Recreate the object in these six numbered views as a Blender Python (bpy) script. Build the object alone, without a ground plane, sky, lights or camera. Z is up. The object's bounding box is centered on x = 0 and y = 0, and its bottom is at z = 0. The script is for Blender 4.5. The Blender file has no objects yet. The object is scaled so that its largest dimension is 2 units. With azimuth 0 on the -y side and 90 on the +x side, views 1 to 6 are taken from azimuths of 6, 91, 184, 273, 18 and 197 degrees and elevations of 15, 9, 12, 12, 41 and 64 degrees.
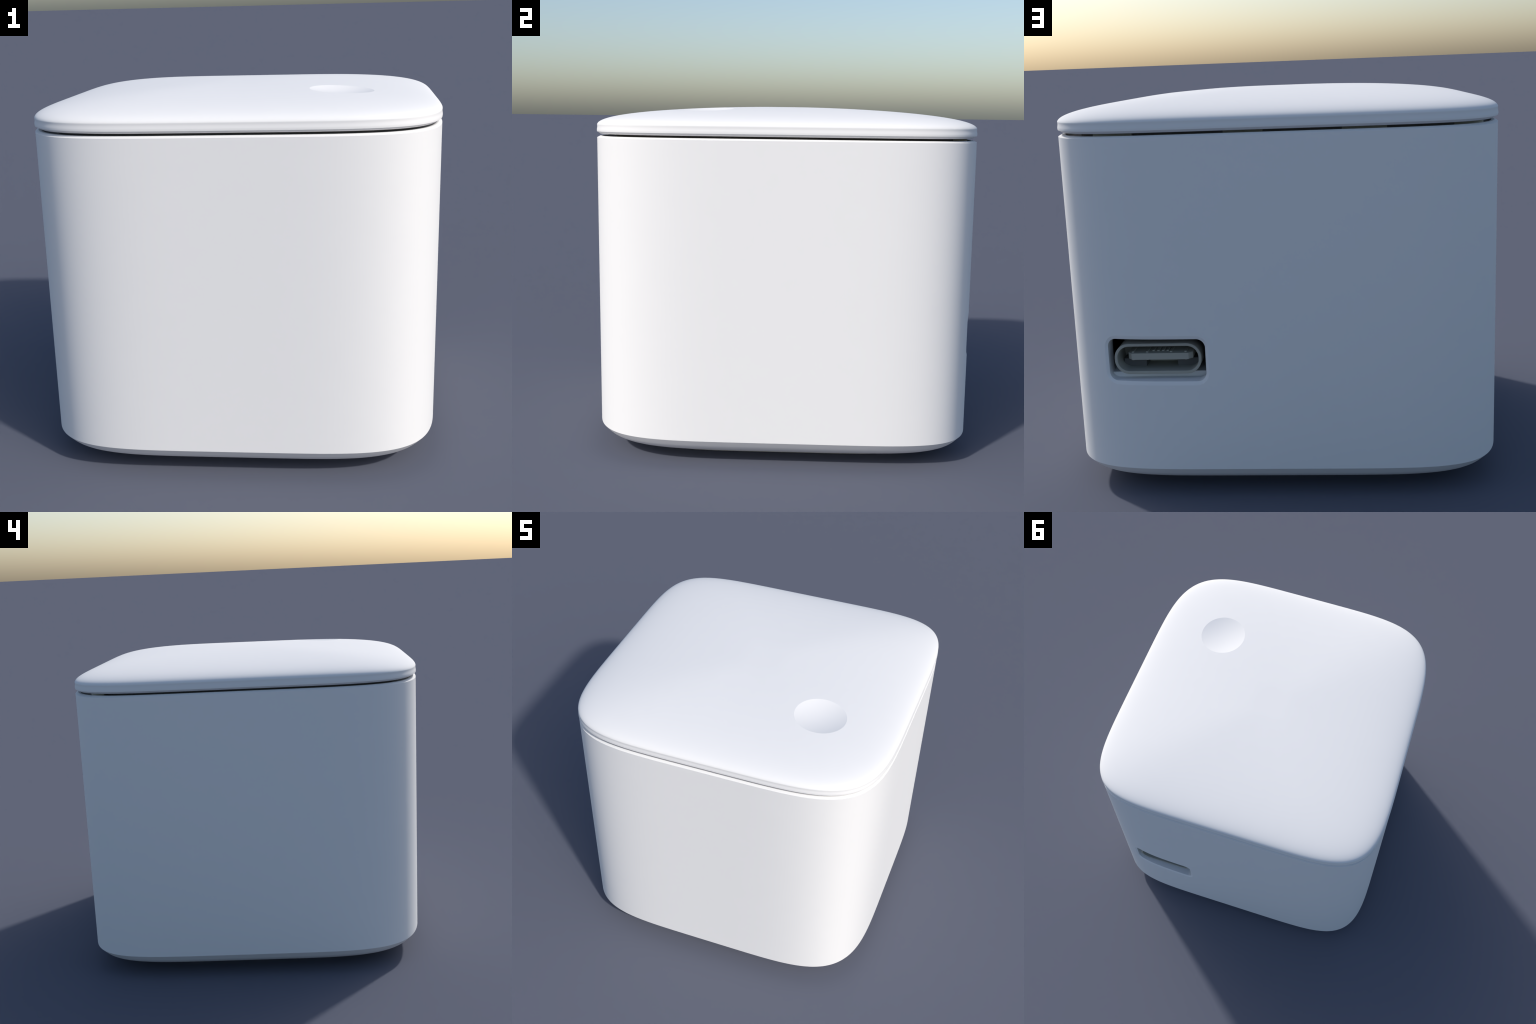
"""Small white tabletop electronic device: squircle body, domed lid with a dished
touch button, a shadow gap under the lid and a USB-C style socket at the back."""
import bpy, bmesh, math
import numpy as np
from mathutils import Vector

TAU = math.tau

# ------------------------------------------------------------------ sizes (m)
SPLIT_Y = -0.031                 # y of the widest point of the plan
EXP_FRONT, EXP_REAR = 4.935, 6.052  # superellipse exponents of the two halves
WIDEN = 0.0213                   # plan widens this much per metre towards the rear
BODY = (0.9910, 0.9891, 0.9896)  # half width, front reach, rear reach at the top
LID = (0.9926, 0.9907, 0.9907)   # same for the widest line of the lid
Z_EDGE = 0.132                   # crisp lower edge of the wall
Z_WALL_TOP = 1.6326
DRAFT = 0.0022                   # wall is this much narrower at the bottom
Z_RIM, DOME_H, DOME_P, DOME_Q = 1.6912, 0.1121, 1.6965, 0.4141
BUTTON_C, BUTTON_R, BUTTON_DEPTH = (0.501, -0.424), 0.156, 0.020
PORT_C = (0.5445, 0.6475)        # socket opening centre x, z
PORT_IN = (0.2220, 0.0977, 0.040)     # half width, half height, corner radius
PORT_OUT = (0.2355, 0.1150, 0.059)


# ------------------------------------------------------------------ plan curve
def half_of(size, d):
    """Exponent, half width and reach for the front (d < 0) or the rear half."""
    a, front, rear = size
    return (EXP_FRONT, a, front + SPLIT_Y) if d < 0 else (EXP_REAR, a, rear - SPLIT_Y)


def plan_point(size, angle):
    c, s = math.cos(angle), math.sin(angle)
    n, a, b = half_of(size, s)
    q = (abs(c / a) ** n + abs(s / b) ** n) ** (-1 / n)
    y = q * s + SPLIT_Y
    return q * c * (1 + WIDEN * y), y


def inset(size, d):
    return tuple(v - d for v in size)


def plan_ring(size, z, count, squash=1.0):
    """Points spaced evenly along the outline."""
    dense = np.array([plan_point(size, TAU * i / 4000) for i in range(4001)])
    run = np.concatenate([[0], np.cumsum(np.hypot(*np.diff(dense, axis=0).T))])
    at = np.linspace(0, run[-1], count, endpoint=False)
    return [(float(np.interp(t, run, dense[:, 0])), float(np.interp(t, run, dense[:, 1])), z) for t in at]


def plan_level(size, x, y):
    """Superellipse value about the split centre: 1 on the outline."""
    n, a, b = half_of(size, y - SPLIT_Y)
    return (abs(x / (1 + WIDEN * y) / a) ** n + abs((y - SPLIT_Y) / b) ** n) ** (1 / n)


def plan_normal(size, x, y, h=1e-4):
    return Vector((plan_level(size, x + h, y) - plan_level(size, x - h, y),
                   plan_level(size, x, y + h) - plan_level(size, x, y - h), 0)).normalized()


def wall_size(z):
    return inset(BODY, DRAFT * (Z_WALL_TOP - z) / (Z_WALL_TOP - Z_EDGE))


def rear_wall_y(x, z):
    size, lo, hi = wall_size(z), 0.0, 1.2
    for _ in range(50):
        m = (lo + hi) / 2
        if plan_level(size, x, m) < 1:
            lo = m
        else:
            hi = m
    return lo


def origin_scale(size, x, y):
    """Ratio of (x, y) to the outline point in the same direction from the middle."""
    lo, hi = 0.0, 8.0
    if x == 0 and y == 0:
        return 0.0
    for _ in range(50):
        m = (lo + hi) / 2
        if plan_level(size, x * m, y * m) < 1:
            lo = m
        else:
            hi = m
    return 1 / lo


DOME_SIZE = inset(LID, 0.0009)


def dome_z(x, y):
    s = min(1.0, origin_scale(DOME_SIZE, x, y))
    return Z_RIM + DOME_H * (1 - s ** DOME_P) ** DOME_Q


# ------------------------------------------------------------------ materials
def plastic(name, colour, roughness, spread=0.006, metallic=0.0):
    m = bpy.data.materials.new(name)
    m.use_nodes = True
    t = m.node_tree
    shader = t.nodes["Principled BSDF"]
    where = t.nodes.new("ShaderNodeTexCoord")
    grain = t.nodes.new("ShaderNodeTexNoise")
    grain.inputs["Scale"].default_value = 9.0
    grain.inputs["Detail"].default_value = 3.0
    ramp = t.nodes.new("ShaderNodeValToRGB")
    for e, k in zip(ramp.color_ramp.elements, (1 - spread, 1 + spread)):
        e.color = (*[min(1.0, v * k) for v in colour], 1)
    t.links.new(where.outputs["Object"], grain.inputs["Vector"])
    t.links.new(grain.outputs["Fac"], ramp.inputs["Fac"])
    t.links.new(ramp.outputs["Color"], shader.inputs["Base Color"])
    shader.inputs["Roughness"].default_value = roughness
    shader.inputs["Metallic"].default_value = metallic
    return m


WHITE = plastic("white_plastic", (0.80, 0.80, 0.80), 1.0)
SOCKET = plastic("socket_shell_grey", (0.385, 0.380, 0.330), 0.6)
TONGUE = plastic("socket_tongue_grey", (0.385, 0.380, 0.330), 0.6)
DARK = plastic("dark_inner_grey", (0.12, 0.12, 0.12), 0.7)


# ------------------------------------------------------------------ mesh tools
def add(name, verts, faces, material, parent=None, smooth_angle=30.0):
    me = bpy.data.meshes.new(name)
    me.from_pydata([tuple(v) for v in verts], [], faces)
    bm = bmesh.new()
    bm.from_mesh(me)
    bmesh.ops.recalc_face_normals(bm, faces=bm.faces)
    bm.to_mesh(me)
    bm.free()
    return place(name, me, material, parent, smooth_angle)


def place(name, me, material, parent, smooth_angle):
    me.materials.clear()
    me.materials.append(material)
    me.polygons.foreach_set("use_smooth", [True] * len(me.polygons))
    if smooth_angle is not None:
        me.set_sharp_from_angle(angle=math.radians(smooth_angle))
    ob = bpy.data.objects.new(name, me)
    bpy.context.scene.collection.objects.link(ob)
    ob.parent = parent
    return ob


def loft(rings, closed_profile=False, cap_first=False, cap_last=False):
    n = len(rings[0])
    verts = [p for r in rings for p in r]
    faces = []
    pairs = len(rings) if closed_profile else len(rings) - 1
    for i in range(pairs):
        j = (i + 1) % len(rings)
        for k in range(n):
            l = (k + 1) % n
            faces.append((i * n + k, i * n + l, j * n + l, j * n + k))
    if cap_first:
        faces.append(tuple(range(n)))
    if cap_last:
        faces.append(tuple((len(rings) - 1) * n + k for k in range(n))[::-1])
    return verts, faces


def boolean_cut(me, cutter_verts, cutter_faces):
    ob = bpy.data.objects.new("cut_target", me)
    cm = bpy.data.meshes.new("cutter")
    cm.from_pydata(cutter_verts, [], cutter_faces)
    bm = bmesh.new()
    bm.from_mesh(cm)
    bmesh.ops.recalc_face_normals(bm, faces=bm.faces)
    bm.to_mesh(cm)
    bm.free()
    cut = bpy.data.objects.new("cutter", cm)
    for o in (ob, cut):
        bpy.context.scene.collection.objects.link(o)
    mod = ob.modifiers.new("cut", "BOOLEAN")
    mod.operation, mod.solver, mod.object = "DIFFERENCE", "EXACT", cut
    dg = bpy.context.evaluated_depsgraph_get()
    out = bpy.data.meshes.new_from_object(ob.evaluated_get(dg))
    bpy.data.objects.remove(ob)
    bpy.data.objects.remove(cut)
    return out


def round_rect(cx, cz, hw, hh, r, steps=12, along=1):
    """Outline in the xz plane, anticlockwise; 'along' splits the straight sides."""
    corner = []
    for sx, sz, a0 in ((1, 1, 0), (-1, 1, 90), (-1, -1, 180), (1, -1, 270)):
        corner.append([(cx + sx * (hw - r) + r * math.cos(math.radians(a0 + 90 * i / steps)),
                        cz + sz * (hh - r) + r * math.sin(math.radians(a0 + 90 * i / steps))) for i in range(steps + 1)])
    out = []
    for k, arc in enumerate(corner):
        out += arc
        (x0, z0), (x1, z1) = arc[-1], corner[(k + 1) % 4][0]
        out += [(x0 + (x1 - x0) * i / along, z0 + (z1 - z0) * i / along) for i in range(1, along)]
    return out


def block(x0, x1, y0, y1, z0, z1):
    v = [(x, y, z) for x in (x0, x1) for y in (y0, y1) for z in (z0, z1)]
    f = [(0, 1, 3, 2), (4, 6, 7, 5), (0, 4, 5, 1), (2, 3, 7, 6), (0, 2, 6, 4), (1, 5, 7, 3)]
    return v, f


def chamfered_block(name, x0, x1, y0, y1, z0, z1, width, material, parent, segments=2):
    v, f = block(x0, x1, y0, y1, z0, z1)
    me = bpy.data.meshes.new(name)
    me.from_pydata(v, [], f)
    bm = bmesh.new()
    bm.from_mesh(me)
    bmesh.ops.recalc_face_normals(bm, faces=bm.faces)
    bmesh.ops.bevel(bm, geom=bm.edges[:], offset=width, segments=segments, profile=0.5, affect="EDGES")
    bm.to_mesh(me)
    bm.free()
    return place(name, me, material, parent, 40.0)


# ------------------------------------------------------------------ the thing
device = bpy.data.objects.new("electronic_device", None)
bpy.context.scene.collection.objects.link(device)
device["label"] = "small white squircle box with domed lid and rear charging socket"
device["category"] = "electronic device"

COUNT = 480

# ---- body: hollow shell, one closed profile swept round the plan
profile = [  # (inset from BODY, z): outside from the base up, over the top, down inside
    (0.235, 0.0310), (0.200, 0.0345), (0.165, 0.0390), (0.130, 0.0460), (0.100, 0.0550), (0.078, 0.0645),
    (0.060, 0.0740), (0.046, 0.0830), (0.035, 0.0920), (0.026, 0.1015), (DRAFT, Z_EDGE),
    *[(DRAFT * (1 - k / 8), Z_EDGE + (Z_WALL_TOP - Z_EDGE) * k / 8) for k in range(1, 9)],
    (0.0140, 1.6408), (0.0265, 1.6408), (0.0270, 1.6260), (0.0900, 1.6260), (0.0900, 1.5700), (0.0720, 1.5600), (0.0720, 0.110), (0.235, 0.110),
]
rings = [plan_ring(inset(BODY, d), z, COUNT) for d, z in profile]
verts, faces = loft(rings)
n_last = (len(rings) - 1) * COUNT
faces.append(tuple(range(COUNT))[::-1])
faces.append(tuple(n_last + k for k in range(COUNT)))
shell = bpy.data.meshes.new("body_blank")
shell.from_pydata(verts, [], faces)
bm = bmesh.new()
bm.from_mesh(shell)
bmesh.ops.recalc_face_normals(bm, faces=bm.faces)
bm.to_mesh(shell)
bm.free()

# socket opening with a chamfer that follows the curved wall
cx, cz = PORT_C
outer = round_rect(cx, cz, *PORT_OUT, along=24)
inner = round_rect(cx, cz, *PORT_IN, along=24)
CH = 0.007
cut_rings = [
    [(ox + (ox - ix), rear_wall_y(ox, oz) + CH, oz + (oz - iz)) for (ox, oz), (ix, iz) in zip(outer, inner)],
    [(ox, rear_wall_y(ox, oz), oz) for ox, oz in outer],
    [(ix, rear_wall_y(ix, iz) - CH, iz) for ix, iz in inner],
    [(ix, 0.80, iz) for ix, iz in inner],
]
body_mesh = boolean_cut(shell, *loft(cut_rings, cap_first=True, cap_last=True))
body = place("body", body_mesh, WHITE, device, 25.0)
# exact normals on the outer wall, so that the cut leaves no shading marks
me = body.data
normals = [Vector(c.vector) for c in me.corner_normals]
for p in me.polygons:
    pts = [me.vertices[i].co for i in p.vertices]
    on_wall = all(Z_EDGE - 1e-4 < v.z < Z_WALL_TOP + 1e-4 and abs(plan_level(wall_size(v.z), v.x, v.y) - 1) < 4e-4 for v in pts)
    if on_wall and abs(p.normal.z) < 0.05:
        for li in p.loop_indices:
            v = me.vertices[me.loops[li].vertex_index].co
            n = plan_normal(BODY, v.x, v.y)
            n.z = -DRAFT / (Z_WALL_TOP - Z_EDGE)
            normals[li] = n.normalized()
me.normals_split_custom_set(normals)

# ---- base plate under the body
plate_size = inset(BODY, 0.2320)
base_profile = [(0.0, 0.0300), (0.0, 0.004), (0.004, 0.0)]
v, f = loft([plan_ring(inset(plate_size, d), z, 240) for d, z in base_profile], cap_first=True, cap_last=True)
add("base_plate", v, f, WHITE, device)

# ---- lid: rays run from the button rim out to the lid rim
RAYS, RINGS = 480, 150
bx, by = BUTTON_C


CREASE = 0.99907   # the dome ends here, at z = 1.699, in a soft crease
# ray angles chosen so that the outline is met at even steps
edge = [(x * CREASE, y * CREASE, z) for x, y, z in plan_ring(DOME_SIZE, 0.0, RAYS)]
angles = [math.atan2(y - by, x - bx) for x, y, _ in edge]
verts, faces = [], []
for k in range(RINGS):
    t = k / (RINGS - 1)
    w = 1 - (1 - t) ** 2.6
    for (ex, ey, _), a in zip(edge, angles):
        sx, sy = bx + BUTTON_R * math.cos(a), by + BUTTON_R * math.sin(a)
        x, y = sx + (ex - sx) * w, sy + (ey - sy) * w
        verts.append((x, y, dome_z(x, y)))
rim_profile = [(0.0021, 1.6950), (0.0024, 1.6900), (0.0022, 1.6850), (0.0015, 1.6795), (0.0007, 1.6740), (0.0004, 1.6690), (0.0010, 1.6630),
               (0.0168, 1.6520), (0.0200, 1.6515), (0.30, 1.6515)]
for d, z in rim_profile:
    verts += plan_ring(inset(LID, d), z, RAYS)
rows = RINGS + len(rim_profile)
for i in range(rows - 1):
    for k in range(RAYS):
        l = (k + 1) % RAYS
        faces.append((i * RAYS + k, i * RAYS + l, (i + 1) * RAYS + l, (i + 1) * RAYS + k))
faces.append(tuple((rows - 1) * RAYS + k for k in range(RAYS)))
me = bpy.data.meshes.new("lid")
me.from_pydata(verts, [], faces)
lid = place("lid", me, WHITE, device, 32.0)

# ---- touch button: spherical dish let into the dome
STEPS = 28
verts, faces = [], []
for i in range(STEPS):
    t = 1 - i / STEPS
    for a in angles:
        x, y = bx + BUTTON_R * t * math.cos(a), by + BUTTON_R * t * math.sin(a)
        verts.append((x, y, dome_z(x, y) - BUTTON_DEPTH * (1 - t * t)))
verts.append((bx, by, dome_z(bx, by) - BUTTON_DEPTH))
for i in range(STEPS - 1):
    for k in range(RAYS):
        l = (k + 1) % RAYS
        faces.append((i * RAYS + k, i * RAYS + l, (i + 1) * RAYS + l, (i + 1) * RAYS + k))
for k in range(RAYS):
    faces.append(((STEPS - 1) * RAYS + k, (STEPS - 1) * RAYS + (k + 1) % RAYS, STEPS * RAYS))
me = bpy.data.meshes.new("touch_button")
me.from_pydata(verts, [], faces)
place("touch_button", me, WHITE, lid, None)

# ---- ring behind the gap, coloured dark to keep the slit black
frame = [(0.088, 1.6510), (0.088, 1.40), (0.115, 1.40), (0.115, 1.6510)]
v, f = loft([plan_ring(inset(BODY, d), z, 240) for d, z in frame], closed_profile=True)
add("dark_gap_ring", v, f, DARK, device)

# ---- clips that hold the lid at the back, seen in the gap
for x0, x1 in ((0.600, 0.770), (0.035, 0.207), (-0.490, -0.300), (-0.900, -0.760)):
    y1 = min(0.907, rear_wall_y(x1 if abs(x1) > abs(x0) else x0, 1.6) - 0.045)
    chamfered_block("lid_clip", x0, x1, y1 - 0.07, y1, 1.50, 1.6510, 0.003, SOCKET, device)

# ---- charging socket
SX, SZ = 0.5440, 0.6455
FRONT = 0.946
port = bpy.data.objects.new("charging_socket", None)
bpy.context.scene.collection.objects.link(port)
port.parent = device
hw, hh = 0.1965, 0.0705
lip = 0.013
ro, ri = 0.0660, 0.0560
shell_rings = []
for y, d in ((0.62, 0.0), (FRONT - 0.002, 0.0), (FRONT, 0.002), (FRONT, lip - 0.002), (FRONT - 0.002, lip), (0.80, lip)):
    shell_rings.append([(x, y, z) for x, z in round_rect(SX, SZ, hw - d, hh - d, ro - d)])
v, f = loft(shell_rings, cap_first=True, cap_last=True)
add("socket_shell", v, f, SOCKET, port, 35.0)
# dark blocks low at the back of the socket
for x0, x1 in ((0.372, 0.470), (0.612, 0.716)):
    chamfered_block("socket_dark_block", x0, x1, 0.79, 0.872, SZ - hh + lip - 0.002, SZ - 0.020, 0.002, DARK, port, 1)
# tongue with chamfered nose
tw, th, ty = 0.1470, 0.0158, 0.930
tz = 0.6512
t_rings = []
for y, dw, dh in ((0.78, 0, 0), (ty - 0.020, 0, 0), (ty, 0.018, 0.001)):
    t_rings.append([(x, y, z) for x, z in round_rect(SX - 0.0070, tz, tw - dw, th - dh, 0.004, 4)])
v, f = loft(t_rings, cap_first=True, cap_last=True)
add("socket_tongue", v, f, TONGUE, port, 30.0)
# contacts: long pairs at the sides, short ones in the middle, on both faces
first = None
for side in (1, -1):
    for x, nose in ((0.667, 0.012), (0.602, 0.012), (0.576, 0.030), (0.554, 0.030), (0.532, 0.030), (0.511, 0.030), (0.493, 0.014), (0.427, 0.012)):
        if first is None:
            first = chamfered_block("socket_contact", -0.0055, 0.0055, -0.06, 0.06, -0.0034, 0.0034, 0.0010, TONGUE, port, 1)
            c = first
        else:
            c = first.copy()
            bpy.context.scene.collection.objects.link(c)
            c.parent = port
        c.location = (x - 0.0045, ty - nose - 0.06, tz + side * (th + 0.0012))
# board that carries the socket
chamfered_block("circuit_board", 0.30, 0.79, 0.55, 0.905, 0.525, 0.5735, 0.002, WHITE, port, 1)
